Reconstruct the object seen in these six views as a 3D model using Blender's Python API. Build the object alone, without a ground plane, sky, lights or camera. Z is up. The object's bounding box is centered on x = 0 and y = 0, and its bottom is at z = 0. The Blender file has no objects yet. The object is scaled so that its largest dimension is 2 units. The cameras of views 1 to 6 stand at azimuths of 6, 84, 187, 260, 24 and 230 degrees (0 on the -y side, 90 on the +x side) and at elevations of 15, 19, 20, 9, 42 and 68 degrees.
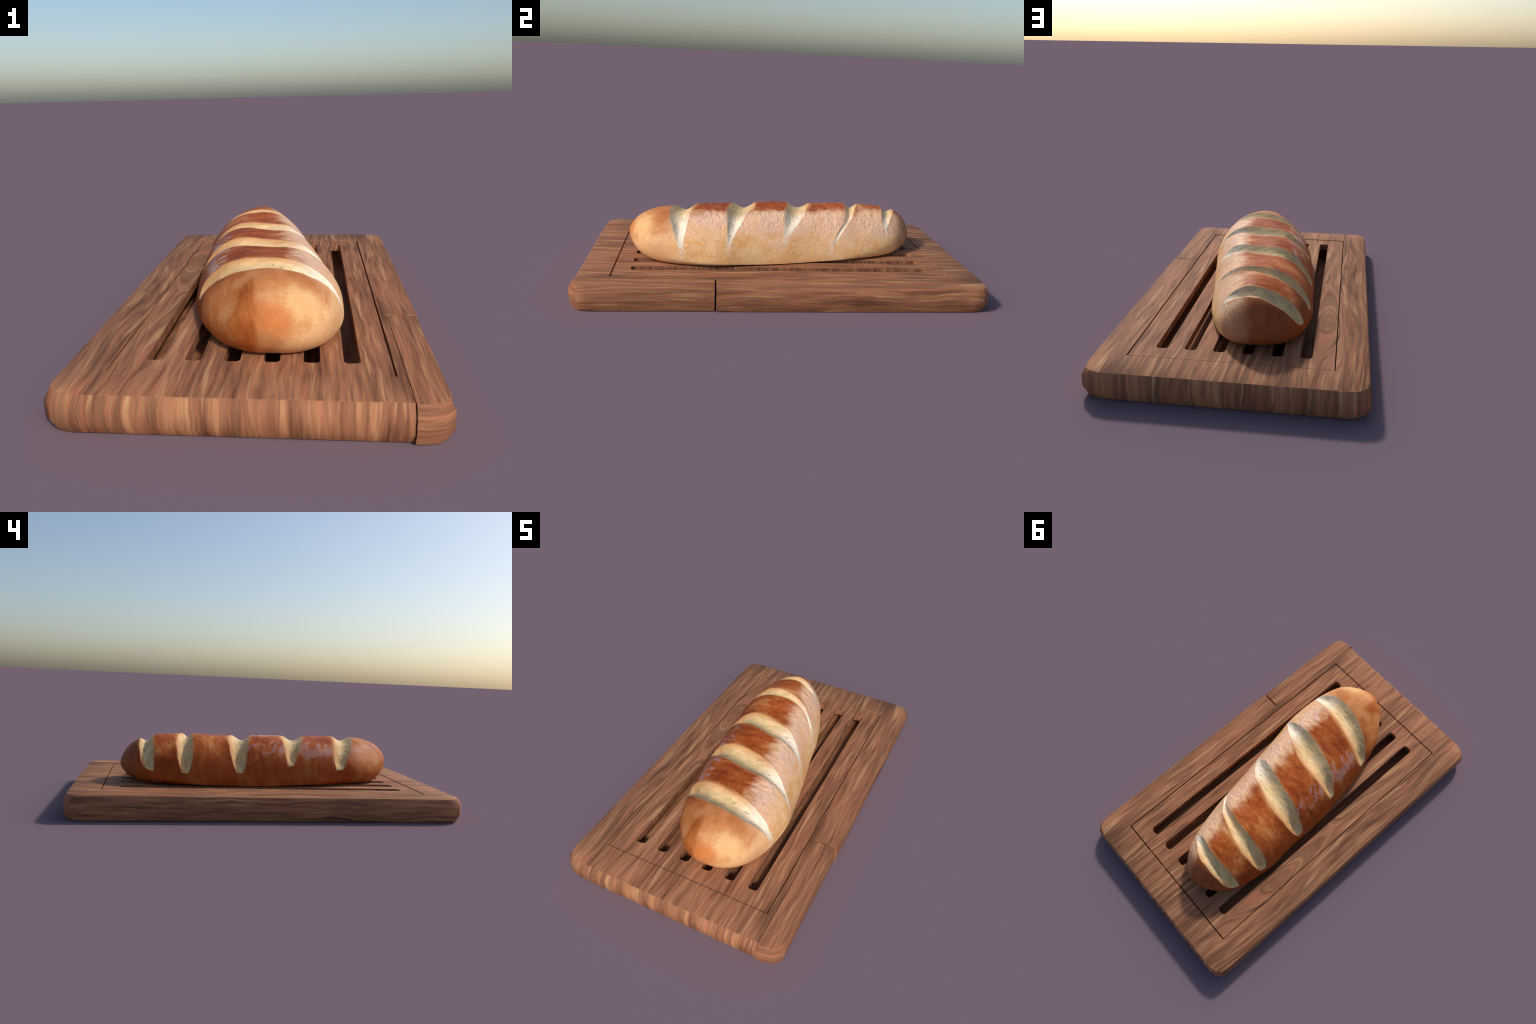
# A scored loaf of bread resting on a slotted walnut bread board with a knife handle let into its rim.
import bpy, bmesh, math
import numpy as np
from mathutils import Vector, noise

SCN = bpy.context.scene.collection


# ------------------------------------------------------------------ node helpers
class Nodes:
    """Small wrapper so that materials read like formulas."""

    def __init__(self, name):
        self.mat = bpy.data.materials.new(name)
        self.mat.use_nodes = True
        self.t = self.mat.node_tree
        self.bsdf = self.t.nodes["Principled BSDF"]
        tc = self.t.nodes.new("ShaderNodeTexCoord")
        self.co = tc.outputs["Object"]
        sep = self.t.nodes.new("ShaderNodeSeparateXYZ")
        self.t.links.new(self.co, sep.inputs[0])
        self.x, self.y, self.z = sep.outputs

    def put(self, sock, v):
        if isinstance(v, bpy.types.NodeSocket):
            self.t.links.new(v, sock)
        elif isinstance(v, (tuple, list)) and len(v) == 3 and len(sock.default_value) == 4:
            sock.default_value = (*v, 1)
        else:
            sock.default_value = v

    def m(self, op, a, b=0.0, c=0.0):
        n = self.t.nodes.new("ShaderNodeMath")
        n.operation = op
        for s, v in zip(n.inputs, (a, b, c)):
            self.put(s, v)
        return n.outputs[0]

    def add(self, a, b): return self.m('ADD', a, b)
    def sub(self, a, b): return self.m('SUBTRACT', a, b)
    def mul(self, a, b): return self.m('MULTIPLY', a, b)
    def mad(self, a, b, c): return self.m('MULTIPLY_ADD', a, b, c)

    def vec(self, x, y, z):
        n = self.t.nodes.new("ShaderNodeCombineXYZ")
        for s, v in zip(n.inputs, (x, y, z)):
            self.put(s, v)
        return n.outputs[0]

    def step(self, v, lo, hi, a=0.0, b=1.0):
        n = self.t.nodes.new("ShaderNodeMapRange")
        n.interpolation_type = 'SMOOTHSTEP'
        for k, q in (("Value", v), ("From Min", lo), ("From Max", hi), ("To Min", a), ("To Max", b)):
            self.put(n.inputs[k], q)
        return n.outputs[0]

    def noise(self, v, scale=1.0, detail=3.0, rough=0.5, dist=0.0):
        n = self.t.nodes.new("ShaderNodeTexNoise")
        self.put(n.inputs["Vector"], v)
        for k, q in (("Scale", scale), ("Detail", detail), ("Roughness", rough), ("Distortion", dist)):
            n.inputs[k].default_value = q
        return n.outputs["Fac"]

    def voronoi(self, v, scale=1.0, feature='F1'):
        n = self.t.nodes.new("ShaderNodeTexVoronoi")
        n.feature = feature
        self.put(n.inputs["Vector"], v)
        n.inputs["Scale"].default_value = scale
        return n.outputs["Distance"]

    def ramp(self, f, stops):
        n = self.t.nodes.new("ShaderNodeValToRGB")
        e = n.color_ramp.elements
        while len(e) < len(stops):
            e.new(0.5)
        for q, (p, c) in zip(e, stops):
            q.position, q.color = p, (*c, 1)
        self.put(n.inputs[0], f)
        return n.outputs[0]

    def mix(self, f, a, b, mode='MIX'):
        n = self.t.nodes.new("ShaderNodeMix")
        n.data_type, n.blend_type = 'RGBA', mode
        self.put(n.inputs[0], f)
        self.put(n.inputs[6], a)
        self.put(n.inputs[7], b)
        return n.outputs[2]

    def bump(self, h, strength, dist, normal=None):
        n = self.t.nodes.new("ShaderNodeBump")
        n.inputs["Strength"].default_value = strength
        n.inputs["Distance"].default_value = dist
        self.put(n.inputs["Height"], h)
        if normal is not None:
            self.put(n.inputs["Normal"], normal)
        return n.outputs[0]

    def finish(self, color, rough=0.6, spec=0.3, normal=None):
        self.put(self.bsdf.inputs["Base Color"], color)
        self.put(self.bsdf.inputs["Roughness"], rough)
        self.put(self.bsdf.inputs["Specular IOR Level"], spec)
        if normal is not None:
            self.put(self.bsdf.inputs["Normal"], normal)
        return self.mat


# ------------------------------------------------------------------ walnut
def walnut(name, across, along, fine=1.0, seed=0.0, figure=False, tone=1.0, wave=1.0):
    """Streaked walnut: `across` picks the axis over which the streaks alternate, `along` the grain direction."""
    n = Nodes(name)
    ax = dict(x=n.x, y=n.y, z=n.z)
    c, l = ax[across], ax[along]
    third = ax[({'x', 'y', 'z'} - {across, along}).pop()]
    # slow waviness of the grain
    w = n.noise(n.vec(n.mad(c, 3.0 * wave, seed), n.mul(l, 2.2 * wave), n.mul(third, 0.6)), 1.0, 2.0)
    q = n.mad(n.sub(w, 0.5), 0.040 * wave / fine, c)
    w2 = n.noise(n.vec(n.mad(c, 16.0 * wave, seed + 5), n.mul(l, 8.0 * wave), n.mul(third, 1.0)), 1.0, 2.0)
    q = n.mad(n.sub(w2, 0.5), 0.009 * wave / fine, q)
    if figure:
        # flowering grain: nested arches on the slat and rim at the left
        for x0, y0, sx, sy, amp in ((-0.375, -0.50, 0.045, 0.24, 0.035),
                                    (-0.515, 0.55, 0.050, 0.42, 0.045), (-0.500, -0.50, 0.050, 0.30, 0.030), (-0.33, -0.93, 0.040, 0.14, 0.030)):
            dx = n.mul(n.sub(n.x, x0), 1 / sx)
            dy = n.mul(n.sub(n.y, y0), 1 / sy)
            g = n.m('EXPONENT', n.mul(n.mad(dx, dx, n.mul(dy, dy)), -1.0))
            q = n.mad(g, amp, q)
        # arched figure on the leftmost slat
        dx = n.sub(n.x, n.mad(n.y, -0.03, -0.375))
        arch = n.mad(n.mul(dx, dx), -18.0, n.mad(n.y, 0.25, n.mad(n.sub(w2, 0.5), 0.03, -0.375)))
        near = n.mul(n.step(n.m('ABSOLUTE', dx), 0.085, 0.045), n.mul(n.step(n.y, -0.14, 0.04), n.step(n.y, 0.95, 0.25)))
        q = n.add(q, n.mul(near, n.sub(arch, q)))
    s = fine
    t3 = n.mul(third, 1.5)

    def grain(across_scale, along_scale, offset, detail=2.0):
        return n.noise(n.vec(n.mad(q, across_scale * s, seed + offset), n.mad(l, along_scale, offset * 0.37), t3), 1.0, detail, 0.5)
    broad = grain(17, 1.6, 0)
    mid = grain(52, 3.6, 11)
    thin = grain(115, 7.5, 29)
    v = n.mad(n.sub(mid, 0.5), 0.75, n.mad(n.sub(broad, 0.5), 0.65, n.mad(n.sub(thin, 0.5), 0.35, 0.5)))
    col = n.ramp(v, [(0.22, (0.130, 0.056, 0.031)), (0.39, (0.240, 0.100, 0.051)), (0.52, (0.332, 0.141, 0.071)),
                     (0.65, (0.418, 0.184, 0.091)), (0.80, (0.548, 0.262, 0.124))])
    pink = grain(38, 3.0, 23)
    col = n.mix(n.step(pink, 0.57, 0.70, 0, 0.65), col, (0.450, 0.162, 0.086))
    olive = grain(34, 1.9, 37)
    col = n.mix(n.step(olive, 0.58, 0.69, 0, 0.50), col, (0.218, 0.114, 0.060))
    umber = grain(27, 2.2, 61)
    col = n.mix(n.step(umber, 0.62, 0.74, 0, 0.70), col, (0.155, 0.068, 0.042))
    tan = grain(50, 2.8, 51)
    col = n.mix(n.step(tan, 0.58, 0.72, 0, 0.75), col, (0.545, 0.290, 0.136))
    col = n.mix(1.0, col, n.ramp(thin, [(0.3, (0.95 * tone,) * 3), (0.7, (1.05 * tone,) * 3)]), 'MULTIPLY')
    nor = n.bump(n.add(mid, thin), 0.06, 0.002)
    return n.finish(col, 0.68, 0.12, nor)


WALNUT_TOP = walnut("walnut_face_grain", 'x', 'y', figure=True)
WALNUT_END = walnut("walnut_end_face", 'x', 'z', seed=3.0, wave=1.4, tone=1.06)
WALNUT_SIDE = walnut("walnut_long_edge", 'z', 'y', seed=19.0, fine=1.15, wave=1.5)
WALNUT_SLOT = walnut("walnut_slot_wall", 'y', 'z', fine=1.6, seed=8.0)
WALNUT_HANDLE = walnut("walnut_handle_top", 'x', 'y', fine=1.7, seed=41.0)
WALNUT_HANDLE_EDGE = walnut("walnut_handle_edge", 'z', 'y', fine=1.8, seed=47.0)
WALNUT_HANDLE_NOSE = walnut("walnut_handle_nose", 'z', 'x', fine=1.8, seed=47.0, tone=1.04)


# ------------------------------------------------------------------ mesh helpers
def make_object(name, me, parent=None, mats=()):
    ob = bpy.data.objects.new(name, me)
    SCN.objects.link(ob)
    for mt in mats:
        me.materials.append(mt)
    if parent:
        ob.parent = parent
    return ob


def by_angle(bm, degrees):
    for f in bm.faces:
        f.smooth = True
    for e in bm.edges:
        e.smooth = len(e.link_faces) == 2 and e.calc_face_angle(0) < math.radians(degrees)


def loop(bm, pts):
    vs = [bm.verts.new(p) for p in pts]
    return vs


def wall(bm, a, b, closed=True):
    k = len(a)
    for i in range(k if closed else k - 1):
        j = (i + 1) % k
        bm.faces.new((a[i], a[j], b[j], b[i]))


def cap(bm, loops):
    """Flat face bounded by the given vertex loops (the first is the outline, the others are holes)."""
    edges = []
    for vs in loops:
        for i in range(len(vs)):
            e = bm.edges.get((vs[i], vs[(i + 1) % len(vs)])) or bm.edges.new((vs[i], vs[(i + 1) % len(vs)]))
            edges.append(e)
    bmesh.ops.triangle_fill(bm, edges=edges, use_beauty=True)


def settle(bm, degrees=40):
    bmesh.ops.recalc_face_normals(bm, faces=bm.faces)
    by_angle(bm, degrees)


# ------------------------------------------------------------------ bread board
TOP = 0.1185                                                   # height of the rim
X0, X1, Y0, Y1 = -0.5625, 0.5655, -0.968, 0.9845                 # rim outline at the top
PROFILE = [(0.1185, 0.0), (0.1170, 0.13), (0.0850, 1.0), (0.0330, 1.0), (0.0, 0.08)]   # height, share of the bulge
BULGE = dict(left=0.0100, right=0.0080, front=0.0250, back=0.0155)
CORNER = [(0.0, 0.076), (0.0085, 0.034), (0.034, 0.0095), (0.076, 0.0)]   # rounded corner, measured inwards
GAP_X, GAP_Y = 0.4572, -0.3225                                 # notch that holds the knife handle
PANEL = (-0.430, 0.432, -0.8235, 0.8400)                       # opening in the rim

board = bpy.data.objects.new("bread_board", None)
SCN.objects.link(board)
board["label"] = "slotted walnut bread board with inset knife handle"
board["category"] = "bread board"


def corner(cx, cy, sx, sy, flip=False):
    pts = [((cx - sx * a, cy - sy * b), 0) for a, b in CORNER]
    out = []
    for i, (p, _) in enumerate(pts):
        ang = math.radians((0, 27, 63, 90)[i])
        bx, by = BULGE['left' if sx < 0 else 'right'], BULGE['front' if sy < 0 else 'back']
        if i in (1, 2):                                           # the corners belly out more than the straight sides
            bx, by = (0.0205 if sx < 0 else 0.0185), 0.0205
        out.append((p, (sx * math.cos(ang) * bx, sy * math.sin(ang) * by)))
    return out[::-1] if flip else out


def rim():
    bm = bmesh.new()
    # outline, anticlockwise from the notch: front edge is entered at the notch
    line = []
    line += [((X1, GAP_Y), (BULGE['right'], 0))]
    line += corner(X1, Y1, 1, 1)
    line += corner(X0, Y1, -1, 1, True)
    line += corner(X0, Y0, -1, -1)
    line += [((GAP_X, Y0), (0, -BULGE['front'])), ((GAP_X, GAP_Y), (0, 0))]
    rings = [loop(bm, [(p[0] + d[0] * o, p[1] + d[1] * o, z) for p, d in line]) for z, o in PROFILE]
    for a, b in zip(rings, rings[1:]):
        wall(bm, a, b)
    x0, x1, y0, y1 = PANEL
    inner_top = loop(bm, [(x0, y0, TOP), (x1, y0, TOP), (x1, y1, TOP), (x0, y1, TOP)])
    inner_low = loop(bm, [(x0, y0, 0), (x1, y0, 0), (x1, y1, 0), (x0, y1, 0)])
    wall(bm, inner_top, inner_low)
    cap(bm, [rings[0], inner_top])
    cap(bm, [rings[-1], inner_low])
    settle(bm)
    for f in bm.faces:
        nx, ny, nz = f.normal
        f.material_index = 0 if abs(nz) > 0.9 else (1 if abs(ny) > abs(nx) else 2)
    me = bpy.data.meshes.new("rim")
    bm.to_mesh(me)
    bm.free()
    return make_object("rim", me, board, (WALNUT_TOP, WALNUT_END, WALNUT_SIDE))


def knife_handle():
    bm = bmesh.new()
    dx, dy = -0.0055, -0.0112
    c = [(p, (d[0], d[1] * 0.021 / BULGE['front'])) for p, d in corner(X1 + dx, Y0 + dy, 1, -1, True)]
    line = [((GAP_X + 0.0028, Y0 + dy), (0, -0.021))] + c + [((X1 + dx, GAP_Y - 0.0078), (BULGE['right'], 0)), ((GAP_X + 0.0028, GAP_Y - 0.0078), (0, 0))]
    rings = [loop(bm, [(p[0] + d[0] * o, p[1] + d[1] * o, z - 0.0004 if z > 0.1 else z) for p, d in line]) for z, o in PROFILE]
    for a, b in zip(rings, rings[1:]):
        wall(bm, a, b)
    cap(bm, [rings[0]])
    cap(bm, [rings[-1]])
    settle(bm)
    for f in bm.faces:
        nx, ny, nz = f.normal
        f.material_index = 0 if abs(nz) > 0.9 else (2 if abs(ny) > abs(nx) else 1)
    me = bpy.data.meshes.new("knife_handle")
    bm.to_mesh(me)
    bm.free()
    return make_object("knife_handle", me, board, (WALNUT_HANDLE, WALNUT_HANDLE_EDGE, WALNUT_HANDLE_NOSE))


PANEL_TOP, PANEL_LOW = 0.1163, 0.080
SLOT_Y0, SLOT_Y1, SLOT_W, SLOT_CH = -0.7370, 0.7560, 0.0510, 0.0105
SLOT_X = [-0.3055 + 0.1229 * k for k in range(6)]


def slotted_panel():
    bm = bmesh.new()
    x0, x1, y0, y1 = PANEL
    rect = [(x0 + 0.0045, y0 + 0.0055), (x1 - 0.0060, y0 + 0.0055), (x1 - 0.0060, y1 - 0.0060), (x0 + 0.0045, y1 - 0.0060)]
    tops, lows = [], []
    for z, store in ((PANEL_TOP, tops), (PANEL_LOW, lows)):
        store.append(loop(bm, [(x, y, z) for x, y in rect]))
        for xc in SLOT_X:
            a, b, h = xc - SLOT_W / 2, xc + SLOT_W / 2, SLOT_CH
            store.append(loop(bm, [(a, SLOT_Y0 + h, z), (a + h, SLOT_Y0, z), (b - h, SLOT_Y0, z), (b, SLOT_Y0 + h, z),
                                   (b, SLOT_Y1 - h, z), (b - h, SLOT_Y1, z), (a + h, SLOT_Y1, z), (a, SLOT_Y1 - h, z)]))
    for a, b in zip(tops, lows):
        wall(bm, a, b)
    cap(bm, tops)
    cap(bm, lows)
    settle(bm, 30)
    for f in bm.faces:
        nx, ny, nz = f.normal
        f.material_index = 0 if abs(nz) > 0.9 else (2 if abs(ny) > abs(nx) else 1)
    me = bpy.data.meshes.new("slotted_panel")
    bm.to_mesh(me)
    bm.free()
    return make_object("slotted_panel", me, board, (WALNUT_TOP, WALNUT_SLOT, WALNUT_END))


def crumb_tray():
    bm = bmesh.new()
    x0, x1, y0, y1 = PANEL
    bmesh.ops.create_cube(bm, size=1.0)
    z0, z1 = 0.0006, 0.0050
    for v in bm.verts:
        v.co = ((x0 + x1) / 2 + v.co.x * (x1 - x0 - 0.002), (y0 + y1) / 2 + v.co.y * (y1 - y0 - 0.002), (z0 + z1) / 2 + v.co.z * (z1 - z0))
    settle(bm)
    me = bpy.data.meshes.new("crumb_tray")
    bm.to_mesh(me)
    bm.free()
    return make_object("crumb_tray", me, board, (WALNUT_TOP,))


rim()
knife_handle()
slotted_panel()
crumb_tray()


# ------------------------------------------------------------------ loaf body
LY0, LY1 = -0.7706, 0.7665
K_CX = [0.0565, 0.0110, -0.0790]                               # the loaf lies slightly askew on the board
K_LEFT = [0.3689, 0.3000, 0.2866, 0.3010, 0.2806, 0.2948, 0.3846]
K_RIGHT = [0.3865, 0.3105, 0.2641, 0.2381, 0.2151, 0.2227, 0.2854]
K_UP = [0.2598, 0.2395, 0.2592, 0.2948, 0.2780, 0.2510, 0.2885]
K_DN = [0.2800, 0.1112, 0.0322, 0.0050, 0.0118, 0.0681, 0.1861]
K_ZM = [0.2343, 0.1384, 0.1250, 0.2054]
K_EXP_LEFT = [1.7154, 1.9056, 1.8606, 1.8370]
K_EXP_RIGHT = [2.1929, 1.7979, 1.5972, 1.6445]
K_SAG = [-0.1146, 0.2200, -0.0949]                             # the ridge is slightly sunk between the two shoulders
EXP_LOW_LEFT, EXP_LOW_RIGHT = 2.5414, 3.1009
TIP_A, TIP_B, POW_A, POW_B = 0.3356, 0.2883, 1.6390, 1.6453


def hermite(s, v):
    v = np.array(v)
    k = np.linspace(0, 1, len(v))
    m = np.gradient(v, k)
    i = np.clip(np.searchsorted(k, s) - 1, 0, len(k) - 2)
    h = k[1]
    t = (s - k[i]) / h
    return ((2*t**3 - 3*t**2 + 1) * v[i] + (t**3 - 2*t**2 + t) * h * m[i] + (-2*t**3 + 3*t**2) * v[i+1] + (t**3 - t**2) * h * m[i+1])


def body(y, phi):
    """Point on the unscored loaf; phi runs from the ridge (0) over the right side (90) to the base (180)."""
    s = np.clip((y - LY0) / (LY1 - LY0), 0, 1)

    def round_end(q, reach, power):
        a = np.clip(1 - q / reach, 0, 1)
        return np.maximum(1 - a**power, 0) ** (1 / power)
    c = round_end(s, TIP_A, POW_A) * round_end(1 - s, TIP_B, POW_B)
    sn, cs = np.sin(phi), np.cos(phi)
    left, upper = sn < 0, cs > 0
    hw = np.where(left, hermite(s, K_LEFT), hermite(s, K_RIGHT)) * c
    up, dn = hermite(s, K_UP) * c, hermite(s, K_DN) * c
    cx, zm = hermite(s, K_CX), hermite(s, K_ZM)
    e = np.where(upper, np.where(left, hermite(s, K_EXP_LEFT), hermite(s, K_EXP_RIGHT)), np.where(left, EXP_LOW_LEFT, EXP_LOW_RIGHT))
    r = (np.abs(sn)**e + np.abs(cs)**e) ** (-1 / e)
    off = np.arctan2(np.abs(sn), cs)
    r = r * (1 - np.where(upper, hermite(s, K_SAG) * np.exp(-(off / 0.45)**2), 0))
    x = cx + hw * r * sn
    z = zm + np.where(upper, up, dn) * r * cs
    low = PANEL_TOP + 0.0006
    k = 0.012                                                   # the base settles flat on the slats
    z = np.where(z - low > k, z, low + k * np.exp(np.minimum(z - low - k, 0) / k))
    return x, z, cx, zm


# score cuts: front and rear lips as y over the angle round the loaf, then the ends of the cut
CUTS = [
    dict(f=[(-80, -.440), (-62, -.475), (-45, -.506), (-20, -.538), (0, -.552), (17, -.561), (35, -.556), (52, -.537), (70, -.520), (88, -.500)],
         r=[(-80, -.400), (-65, -.390), (-45, -.398), (-20, -.420), (0, -.440), (15, -.446), (30, -.458), (50, -.470), (70, -.484), (88, -.494)], ends=(-79, 80), depth=0.027),
    dict(f=[(-70, -.148), (-50, -.187), (-38, -.213), (-20, -.240), (0, -.258), (20, -.268), (40, -.269), (60, -.268), (76, -.262)],
         r=[(-70, -.118), (-50, -.108), (-35, -.107), (-15, -.113), (5, -.125), (18, -.148), (33, -.175), (45, -.200), (55, -.225), (64, -.246), (76, -.258)], ends=(-69, 70), depth=0.028),
    dict(f=[(-78, .138), (-70, .114), (-55, .102), (-46, .095), (-31, .080), (-14, .068), (0, .052), (14, .044), (36, .031), (50, .027), (64, .026)],
         r=[(-78, .158), (-68, .176), (-52, .192), (-28, .196), (-11, .183), (6, .163), (30, .140), (40, .115), (50, .090), (64, .036)], ends=(-76, 62), depth=0.028),
    dict(f=[(-83, .420), (-74, .402), (-60, .390), (-30, .384), (0, .384), (15, .375), (32, .364), (44, .350), (56, .318), (66, .298), (78, .284)],
         r=[(-83, .444), (-70, .458), (-57, .468), (-35, .475), (-19, .468), (-6, .453), (10, .434), (35, .404), (49, .366), (62, .330), (78, .289)], ends=(-80, 73), depth=0.027),
    dict(f=[(-86, .588), (-50, .590), (-25, .596), (0, .592), (25, .578), (42, .576), (58, .582)],
         r=[(-86, .612), (-75, .648), (-65, .656), (-40, .665), (0, .668), (20, .650), (36, .628), (58, .602)], ends=(-84, 57), depth=0.025),
]


def lips(cut, deg):
    out = []
    for key in 'fr':
        a = np.array([q[0] for q in cut[key]], float)
        v = np.array([q[1] for q in cut[key]])
        y = np.interp(deg, a, v, period=360)
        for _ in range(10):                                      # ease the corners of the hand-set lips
            y = np.roll(y, 1) * .25 + y * .5 + np.roll(y, -1) * .25
        y = y + 0.0030 * np.array([noise.noise(Vector((d * 0.055, cut['depth'] * 900, ord(key)))) + 0.5 * noise.noise(Vector((d * 0.16, cut['depth'] * 700, ord(key)))) for d in deg]) * (np.abs(deg) < 100)
        out.append(y)
    f, r = out
    mid, half = (f + r) / 2, np.maximum((r - f) / 2, 0.0025)
    return mid - half, mid + half


NP = 450
deg = np.linspace(-180, 180, NP, endpoint=False)
edges = []
for cut in CUTS:
    edges += list(lips(cut, deg))
rows, tags = [], []
SEG_CUT, SEG_MID, SEG_END = 26, 56, 84


def strip(a, b, count, tag, grade=None):
    t = np.arange(count) / count
    if grade == 'start':
        t = t**2.0
    if grade == 'end':
        t = 1 - (1 - t)**2.0
    for q in t:
        rows.append(a + (b - a) * q)
        tags.append((tag, q))


start, stop = np.full(NP, LY0), np.full(NP, LY1)
strip(start, edges[0], SEG_END, -1, 'start')
for k in range(5):
    strip(edges[2*k], edges[2*k+1], SEG_CUT, k)
    if k < 4:
        strip(edges[2*k+1], edges[2*k+2], SEG_MID, -1)
strip(edges[9], stop, SEG_END, -1, 'end')
rows.append(stop)
tags.append((-1, 1.0))
Y = np.array(rows)
PHI = np.broadcast_to(np.radians(deg), Y.shape)
X, Z, W = 0.0, 0.0, 0.0
for step in np.linspace(-2.2, 2.2, 9):                           # round the ridge over about ten degrees
    bx, bz, CX, ZM = body(Y, PHI + math.radians(7.5) * step * np.clip(np.cos(PHI) * 1.6, 0.0, 1.0))
    wgt = math.exp(-step * step / 2)
    X, Z, W = X + bx * wgt, Z + bz * wgt, W + wgt
X, Z = X / W, Z / W
swell = 1 + 0.011 * np.clip(np.cos(PHI) * 1.6, 0.0, 1.0)
X, Z = CX + (X - CX) * swell, ZM + (Z - ZM) * swell


def smooth01(t):
    t = np.clip(t, 0, 1)
    return t * t * (3 - 2 * t)


D = np.zeros_like(Y)
cut_cell = np.full(Y.shape, -1)
for i, (k, q) in enumerate(tags):
    if k < 0:
        continue
    cut = CUTS[k]
    lo, hi = cut['ends']
    taper = smooth01((deg - lo) / 13) * smooth01((hi - deg) / 40)
    shape = math.sin(math.pi * q ** 0.95) ** 1.25 if q > 0 else 0
    torn = np.array([1 + 0.28 * noise.noise(Vector((d * 0.035, k * 7.3, q * 1.5))) for d in deg])
    fw = torn * np.clip((edges[2*k+1] - edges[2*k]) / 0.07, 0, 1)
    D[i] = cut['depth'] * shape * taper * fw ** .5
    cut_cell[i] = np.where((deg >= lo) & (deg <= hi), k, -1)
RX, RZ = X - CX, Z - np.minimum(ZM, Z - 0.02)
R = np.maximum(np.hypot(RX, RZ), 1e-5)
# puffy lips next to the cuts and slow unevenness of the whole loaf
NZ = np.zeros_like(Y)
for i in range(Y.shape[0]):
    for j in range(0, NP):
        p = Vector((X[i, j], Y[i, j], Z[i, j]))
        right = min(max((deg[j] - 10) / 40, 0), 1) * min(max((150 - deg[j]) / 40, 0), 1)
        a = noise.noise(p * 7.0) * 0.0030 + noise.noise(p * 19.0) * 0.0010
        crease = abs(noise.noise(Vector((p.x * 26 + 9, p.y * 46, p.z * 30))))
        in_cut = min(D[i, j] / 0.008, 1.0)
        a -= right * 0.0060 * max(0.0, 0.14 - crease) * (1 - in_cut)
        a += noise.noise(Vector((p.x * 30, p.y * 70, p.z * 40))) * 0.0020 * in_cut
        NZ[i, j] = a
fade = smooth01((Z - PANEL_TOP - 0.01) / 0.05)
for px, py, pz, reach, sink in ((-0.105, -0.645, 0.265, 0.085, 0.015), (-0.15, -0.56, 0.285, 0.06, 0.005), (0.115, 0.585, 0.235, 0.07, 0.004), (0.13, 0.43, 0.255, 0.07, 0.005),
                               (0.01, -0.30, 0.364, 0.06, 0.004), (0.00, -0.52, 0.363, 0.05, 0.004), (0.30, -0.42, 0.16, 0.07, 0.004),
                               (0.225, -0.66, 0.225, 0.075, -0.010), (0.160, -0.11, 0.332, 0.075, -0.007), (0.085, 0.18, 0.345, 0.075, -0.006),
                               (-0.29, 0.23, 0.14, 0.085, -0.008), (-0.267, -0.15, 0.13, 0.07, -0.004)):
    NZ -= sink * np.exp(-((X - px)**2 + (Y - py)**2 + (Z - pz)**2) / reach**2)      # flatter and fuller patches
SHIFT = (NZ - 0.0006) * fade - D
X = X + RX / R * SHIFT
Z = Z + RZ / R * SHIFT

loaf = bpy.data.objects.new("bread_loaf", None)
SCN.objects.link(loaf)
loaf["label"] = "golden brown oval loaf with five diagonal score cuts"
loaf["category"] = "bread loaf"


def loaf_piece(name, want, mat, origin):
    """Faces of the loaf grid that belong to one region, as a mesh of their own."""
    me = bpy.data.meshes.new(name)
    used, verts, faces = {}, [], []

    def vid(i, j):
        if i == 0 or i == Y.shape[0] - 1:
            j = 0
        key = (i, j % NP)
        if key not in used:
            used[key] = len(verts)
            verts.append((X[key] - origin[0], Y[key] - origin[1], Z[key] - origin[2]))
        return used[key]
    for i in range(Y.shape[0] - 1):
        for j in range(NP):
            if cut_cell[i, j] != want or (want >= 0 and cut_cell[i, (j + 1) % NP] != want):
                if not (want == -1 and cut_cell[i, j] >= 0 and cut_cell[i, (j + 1) % NP] < 0):
                    continue
            q = [vid(i, j), vid(i, j + 1), vid(i + 1, j + 1), vid(i + 1, j)]
            q = [a for n_, a in enumerate(q) if a not in q[:n_]]
            faces.append(q[::-1])
    me.from_pydata(verts, [], faces)
    me.polygons.foreach_set("use_smooth", [True] * len(me.polygons))
    ob = make_object(name, me, loaf, (mat,))
    ob.location = origin
    return ob


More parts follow.
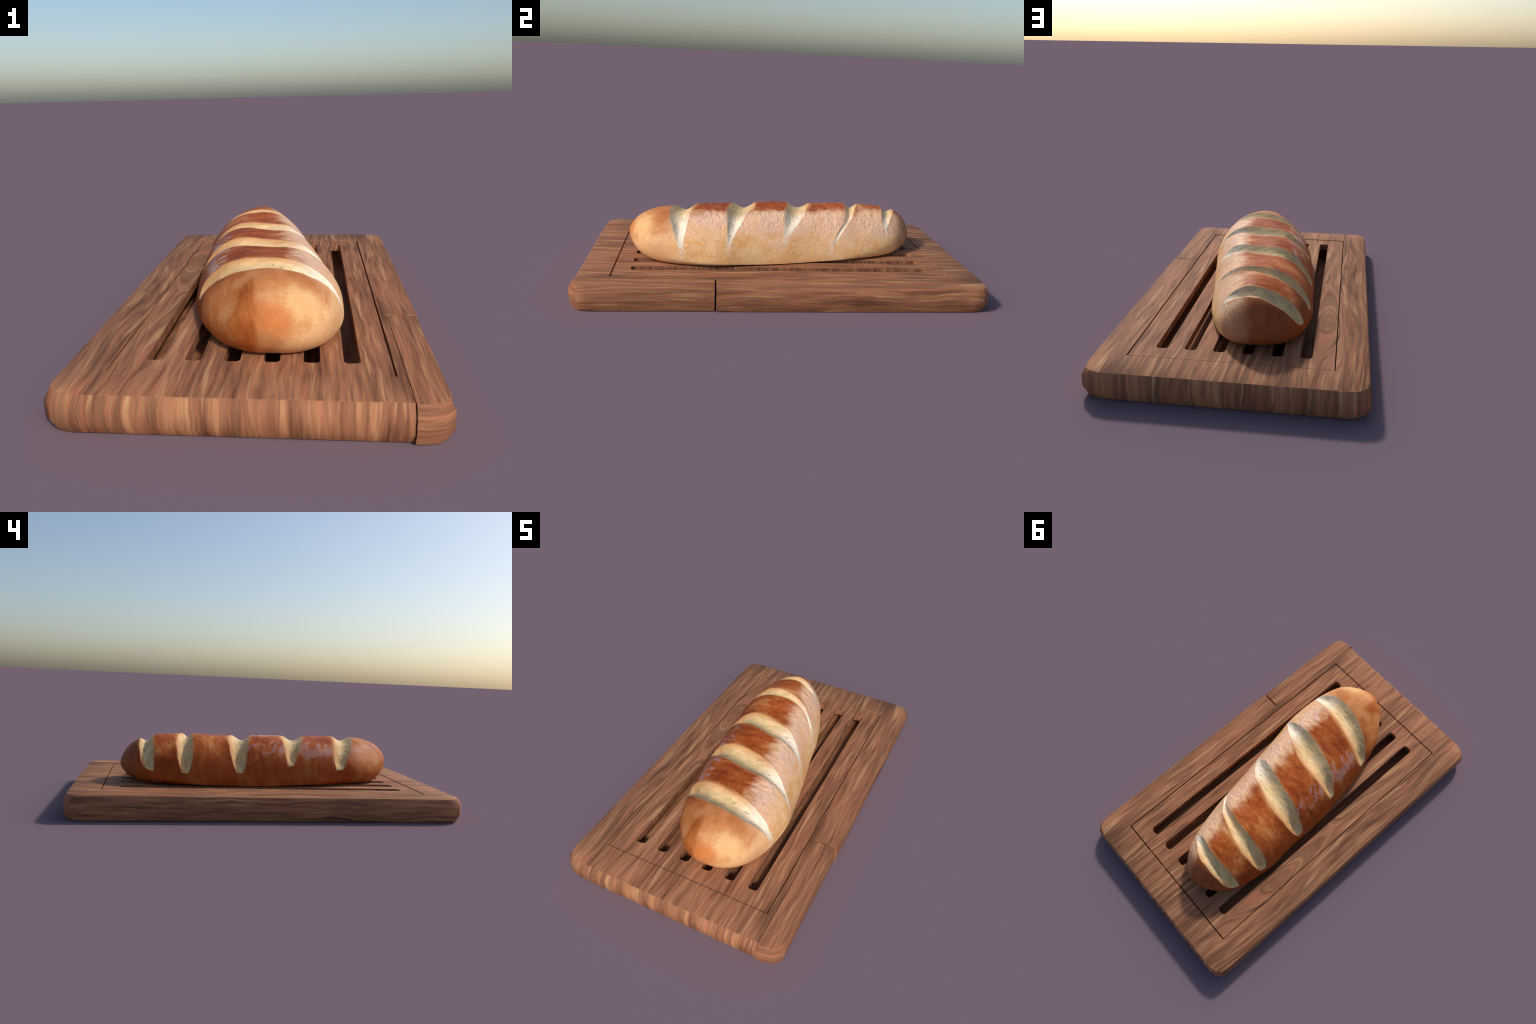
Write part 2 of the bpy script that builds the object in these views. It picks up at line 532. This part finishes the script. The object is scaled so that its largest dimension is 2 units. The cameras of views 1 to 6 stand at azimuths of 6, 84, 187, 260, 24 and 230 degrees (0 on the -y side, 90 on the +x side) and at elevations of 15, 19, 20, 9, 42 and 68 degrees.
# ------------------------------------------------------------------ bread materials
def crust(fits):
    n = Nodes("baked_crust")
    cx = n.mad(n.y, n.mad(n.y, -0.041, -0.0885), 0.0149)
    u = n.mul(n.sub(n.x, cx), 1 / 0.27)
    phi = n.m('ARCTAN2', u, n.mul(n.sub(n.z, 0.14), 1 / 0.255))    # radians round the loaf
    st = n.noise(n.vec(n.mul(phi, 2.4), n.mul(n.y, 34.0), 0.3), 1.0, 4.0, 0.6)      # streaks that run round the loaf
    blot = n.noise(n.co, 7.0, 4.0, 0.55)
    blot2 = n.noise(n.vec(n.add(n.x, 4.0), n.y, n.z), 13.0, 3.0, 0.6)
    grain = n.noise(n.co, 120.0, 3.0, 0.6)
    # --- well baked brown
    v = n.mad(n.sub(st, 0.5), 0.80, n.mad(n.sub(blot, 0.5), 1.05, n.mad(n.sub(grain, 0.5), 0.35, 0.5)))
    brown = n.ramp(v, [(0.20, (0.185, 0.031, 0.007)), (0.38, (0.330, 0.064, 0.013)), (0.54, (0.470, 0.114, 0.024)), (0.76, (0.650, 0.240, 0.074))])
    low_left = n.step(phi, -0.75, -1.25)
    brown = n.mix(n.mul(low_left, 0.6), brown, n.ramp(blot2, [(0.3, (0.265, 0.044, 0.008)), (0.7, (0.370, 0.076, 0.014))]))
    ruddy = n.noise(n.vec(n.mul(phi, 3.0), n.mul(n.y, 12.0), 11.0), 1.0, 3.0, 0.6)
    brown = n.mix(n.step(ruddy, 0.50, 0.66, 0, 0.65), brown, (0.360, 0.058, 0.013))
    specks = n.voronoi(n.co, 95.0)
    brown = n.mix(n.step(specks, 0.20, 0.08, 0, 0.45), brown, (0.62, 0.27, 0.09))
    # --- pale side that the oven did not reach
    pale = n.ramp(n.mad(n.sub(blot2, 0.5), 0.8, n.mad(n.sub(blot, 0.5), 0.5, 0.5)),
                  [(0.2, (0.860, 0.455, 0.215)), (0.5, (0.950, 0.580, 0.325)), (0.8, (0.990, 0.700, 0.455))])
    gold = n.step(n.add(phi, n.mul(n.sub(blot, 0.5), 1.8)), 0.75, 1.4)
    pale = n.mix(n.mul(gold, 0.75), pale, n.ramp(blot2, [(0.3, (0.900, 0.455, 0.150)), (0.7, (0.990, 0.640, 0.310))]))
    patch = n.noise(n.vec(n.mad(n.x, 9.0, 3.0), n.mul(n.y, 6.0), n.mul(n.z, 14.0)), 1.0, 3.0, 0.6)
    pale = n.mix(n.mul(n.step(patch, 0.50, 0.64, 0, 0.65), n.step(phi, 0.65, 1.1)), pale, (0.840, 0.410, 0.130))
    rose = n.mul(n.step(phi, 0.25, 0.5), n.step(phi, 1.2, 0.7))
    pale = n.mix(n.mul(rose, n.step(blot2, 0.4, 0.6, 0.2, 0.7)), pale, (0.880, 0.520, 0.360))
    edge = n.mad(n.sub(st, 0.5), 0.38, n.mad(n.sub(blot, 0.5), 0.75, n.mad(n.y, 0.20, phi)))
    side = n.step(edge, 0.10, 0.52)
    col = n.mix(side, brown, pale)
    # golden rim where the skin tore open along the cuts
    for (ox, oy), c, h in fits:
        w = n.mul(n.sub(n.x, ox), 1 / 0.27)
        mid = n.add(n.mad(w, n.mad(w, c[0], c[1]), c[2]), oy)
        half = n.m('MAXIMUM', n.mad(w, n.mad(w, h[0], h[1]), h[2]), 0.010)
        d = n.sub(n.m('ABSOLUTE', n.sub(n.y, mid)), half)
        d = n.mad(n.sub(blot2, 0.5), 0.030, n.mad(n.sub(grain, 0.5), 0.012, d))
        rim = n.mul(n.step(d, 0.016, -0.002), n.mul(n.step(phi, -1.35, -1.0), n.step(phi, 0.9, 0.5)))
        rear = n.step(n.sub(n.y, mid), -0.01, 0.01, 0.35, 0.75)
        col = n.mix(n.mul(rim, rear), col, (0.660, 0.310, 0.115))
    # thin brown ticks where the skin of the shoulder is creased
    tick = n.mul(n.step(n.noise(n.vec(n.mul(phi, 5.0), n.mul(n.y, 55.0), 2.0), 1.0, 3.0, 0.6), 0.60, 0.70), n.mul(n.step(phi, 0.2, 0.4), n.step(phi, 0.85, 0.55)))
    col = n.mix(n.mul(tick, 0.5), col, (0.42, 0.15, 0.06))
    # floury ends where the cuts run out on the right flank
    for fx, fy, fz, fr in ((0.285, -0.493, 0.200, 0.075), (0.252, -0.262, 0.225, 0.075), (0.205, 0.030, 0.235, 0.070), (0.205, 0.280, 0.200, 0.075), (0.075, 0.596, 0.250, 0.045)):
        dx, dy, dz = n.sub(n.x, fx), n.mul(n.sub(n.y, fy), 2.6), n.sub(n.z, fz)
        d = n.m('SQRT', n.mad(dx, dx, n.mad(dy, dy, n.mul(dz, dz))))
        col = n.mix(n.step(n.mad(n.sub(blot2, 0.5), 0.06, d), fr, fr * 0.1, 0, 0.60), col, (0.920, 0.740, 0.540))
    # --- sky reflection painted into the crust colour: mauve film with ragged edges
    sheen_tint_n = n.noise(n.vec(n.mul(phi, 4.2), n.mad(n.y, 22.0, n.mul(phi, 2.0)), 7.0), 1.0, 5.0, 0.62)
    band_l = n.mul(n.step(phi, -1.30, -0.95), n.step(phi, -0.45, -0.80))
    along_l = n.mul(n.step(n.y, -0.50, -0.36), n.step(n.y, 0.35, -0.15, 0.12, 1.0))
    sheen_tint = n.step(n.mad(n.sub(n.mul(band_l, along_l), 1.0), 0.30, sheen_tint_n), 0.43, 0.50)
    band_r = n.mul(n.step(phi, 0.15, 0.42), n.step(phi, 0.95, 0.65))
    sheen_tint_r = n.mul(n.step(sheen_tint_n, 0.46, 0.60), n.mul(band_r, n.mul(n.step(n.y, -0.50, -0.42), n.step(n.y, 0.62, 0.1, 0.35, 1.0))))
    sheen_tint_all = n.m('MAXIMUM', n.mul(sheen_tint, 0.46), n.mul(sheen_tint_r, 0.18))
    col = n.mix(sheen_tint_all, col, n.mix(side, (0.480, 0.290, 0.255), (0.820, 0.630, 0.610)))
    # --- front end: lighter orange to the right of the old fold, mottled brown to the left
    front = n.step(n.y, -0.47, -0.60)
    seam_x = n.mad(n.y, -0.12, -0.064)
    right = n.step(n.x, n.sub(seam_x, 0.016), n.add(seam_x, 0.004))
    mott = n.noise(n.vec(n.mul(n.x, 16.0), n.mul(n.y, 7.0), n.mul(n.z, 9.0)), 1.0, 4.0, 0.65)
    left_c = n.ramp(mott, [(0.28, (0.350, 0.080, 0.017)), (0.5, (0.540, 0.172, 0.045)), (0.72, (0.690, 0.300, 0.115))])
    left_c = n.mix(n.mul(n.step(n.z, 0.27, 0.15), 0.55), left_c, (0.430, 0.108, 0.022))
    right_c = n.ramp(n.mad(n.sub(mott, 0.5), 0.7, blot), [(0.3, (0.520, 0.170, 0.050)), (0.5, (0.640, 0.260, 0.098)), (0.7, (0.730, 0.360, 0.165))])

    def blob(x, y, z, r):
        dx, dy, dz = n.sub(n.x, x), n.sub(n.y, y), n.sub(n.z, z)
        d = n.m('SQRT', n.mad(dx, dx, n.mad(dy, dy, n.mul(dz, dz))))
        return n.step(n.mad(n.sub(blot2, 0.5), 0.12, d), r, r * 0.25)
    peach = n.step(n.add(phi, n.mul(n.sub(mott, 0.5), 1.2)), 0.75, 1.15)
    right_c = n.mix(peach, right_c, (0.880, 0.510, 0.255))
    right_c = n.mix(n.mul(blob(0.150, -0.700, 0.290, 0.125), 0.5), right_c, (0.960, 0.640, 0.290))
    right_c = n.mix(n.mul(blob(0.085, -0.760, 0.260, 0.085), 0.85), right_c, (0.590, 0.185, 0.048))
    right_c = n.mix(n.mul(blob(0.170, -0.590, 0.330, 0.075), 0.8), right_c, (0.520, 0.180, 0.060))
    under = n.step(n.z, 0.26, 0.16)
    right_c = n.mix(n.mul(under, 0.6), right_c, (0.720, 0.380, 0.170))
    drop = n.noise(n.vec(n.mul(n.x, 9.0), n.mul(n.y, 9.0), n.mul(n.z, 5.0)), 1.0, 4.0, 0.6)
    right_c = n.mix(n.mul(n.step(drop, 0.50, 0.66, 0, 0.6), n.step(n.x, 0.14, 0.02)), right_c, (0.560, 0.185, 0.055))
    left_c = n.mix(n.step(drop, 0.48, 0.36, 0, 0.45), left_c, (0.690, 0.330, 0.140))
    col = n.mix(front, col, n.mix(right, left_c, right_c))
    # --- rear end: dull brown, rosier to the right
    back = n.step(n.y, 0.63, 0.70)
    bseam = n.step(n.add(n.x, n.mul(n.sub(blot, 0.5), 0.06)), -0.100, 0.055)
    back_l = n.ramp(mott, [(0.3, (0.220, 0.050, 0.018)), (0.7, (0.390, 0.110, 0.040))])
    back_r = n.ramp(mott, [(0.3, (0.430, 0.165, 0.080)), (0.7, (0.680, 0.350, 0.190))])
    col = n.mix(n.mul(back, 0.85), col, n.mix(bseam, back_l, back_r))
    col = n.mix(1.0, col, n.ramp(grain, [(0.25, (0.88, 0.86, 0.84)), (0.75, (1.10, 1.12, 1.14))]), 'MULTIPLY')
    # --- relief: fine skin, wrinkles on the right shoulder, crescent blisters on the right flank
    wr = n.noise(n.vec(n.mul(n.x, 19.0), n.mul(n.y, 40.0), n.mul(n.z, 19.0)), 1.0, 1.5, 0.45, 0.9)
    wr = n.step(n.m('ABSOLUTE', n.sub(wr, 0.5)), 0.0, 0.14)
    wr_amt = n.mul(n.mul(n.step(phi, 0.2, 0.45), n.step(phi, 1.05, 0.65)), n.step(blot, 0.38, 0.58, 0.25, 1.0))
    bl = n.noise(n.vec(n.mul(n.x, 30.0), n.mul(n.y, 36.0), n.mul(n.z, 36.0)), 1.0, 1.0, 0.5, 1.6)
    bl = n.mul(n.step(bl, 0.62, 0.72), n.step(phi, 0.8, 1.2))
    calm = n.mul(n.step(n.y, -0.60, -0.50, 0.05, 1.0), n.step(n.y, 0.72, 0.60, 0.3, 1.0))
    h = n.mul(calm, n.add(n.mul(n.mul(wr, wr_amt), 0.55), n.mul(bl, 0.30)))
    nor = n.bump(h, 0.45, 0.009)
    nor = n.bump(n.mad(st, 0.6, n.mul(grain, 0.6)), 0.16, 0.004, nor)
    rough = n.sub(n.mad(n.sub(grain, 0.5), 0.15, 0.50), n.mul(sheen_tint_all, 0.62))
    return n.finish(col, rough, n.mad(sheen_tint_all, 0.65, 0.07), nor)


def crumb(k, c, h):
    """Torn crumb in a cut: duller in the trough, warm where it climbs to the rear lip."""
    n = Nodes("torn_crumb")
    u = n.mul(n.x, 1 / 0.27)
    yc = n.mad(u, n.mad(u, c[0], c[1]), c[2])
    half = n.m('MAXIMUM', n.mad(u, n.mad(u, h[0], h[1]), h[2]), 0.008)
    t = n.m('DIVIDE', n.sub(n.y, yc), half)                              # -1 front lip .. 1 rear lip
    fib = n.noise(n.vec(n.mad(n.x, 16.0, k * 3.1), n.mul(n.y, 60.0), n.mul(n.z, 16.0)), 1.0, 4.0, 0.6)
    blot = n.noise(n.vec(n.mad(n.x, 1.0, k * 1.7), n.y, n.z), 15.0, 3.0, 0.6)
    v = n.mad(n.sub(blot, 0.5), 0.9, n.mad(n.sub(fib, 0.5), 0.8, n.mad(t, 0.30, 0.46)))
    col = n.ramp(v, [(0.08, (0.540, 0.405, 0.215)), (0.32, (0.690, 0.500, 0.245)), (0.55, (0.780, 0.540, 0.265)), (0.80, (0.900, 0.620, 0.320))])  # trough stops warmed to offset the bluish sky shade in the cuts
    left = n.step(n.add(u, n.mul(n.sub(blot, 0.5), 0.9)), -0.15, -0.75)
    col = n.mix(n.mul(left, n.step(t, -0.5, 0.5, 0.15, 0.75)), col, (0.680, 0.370, 0.150))
    rgt = n.step(u, 0.1, 0.65)
    col = n.mix(n.mul(rgt, n.step(t, -0.9, 0.2, 0.50, 0.85)), col, (0.940, 0.800, 0.630))
    lip = n.add(n.m('ABSOLUTE', n.add(t, 0.06)), n.mul(n.sub(blot, 0.5), 0.7))
    rim_warm = n.mul(n.step(lip, 0.50, 0.98), n.step(u, 0.75, 0.1))
    col = n.mix(n.mul(rim_warm, n.step(t, -0.2, 0.2, 0.30, 0.75)), col, (0.660, 0.285, 0.100))
    pit = n.noise(n.vec(n.mad(n.x, 40.0, k * 7.7), n.mul(n.y, 85.0), n.mul(n.z, 40.0)), 1.0, 1.0)
    pit = n.mul(n.step(pit, 0.68, 0.75), n.step(n.m('ABSOLUTE', t), 0.8, 0.4))
    col = n.mix(n.mul(pit, 0.65), col, (0.190, 0.140, 0.050))
    col = n.mix(1.0, col, n.ramp(fib, [(0.25, (0.84, 0.85, 0.85)), (0.75, (1.12, 1.12, 1.14))]), 'MULTIPLY')
    nor = n.bump(n.sub(n.mad(fib, 0.6, blot), n.mul(pit, 0.8)), 0.45, 0.006)
    return n.finish(col, 0.75, 0.2, nor)


fits = []
for k, cut in enumerate(CUTS):
    f, r = edges[2*k], edges[2*k+1]
    mid = (f + r) / 2
    lo, hi = cut['ends']
    sel = (deg > lo) & (deg < hi)
    row = [i for i, t in enumerate(tags) if t[0] == k][SEG_CUT // 2]
    ox, oy, oz = float(X[row][sel].mean()), float(mid[sel].mean()), float(Z[row][sel].max())
    u = (X[row][sel] - ox) / 0.27
    centre, half = np.polyfit(u, mid[sel] - oy, 2).tolist(), np.polyfit(u, (r - f)[sel] / 2, 2).tolist()
    fits.append(((ox, oy), centre, half))
    loaf_piece("score_cut", k, crumb(k, centre, half), (ox, oy, oz))
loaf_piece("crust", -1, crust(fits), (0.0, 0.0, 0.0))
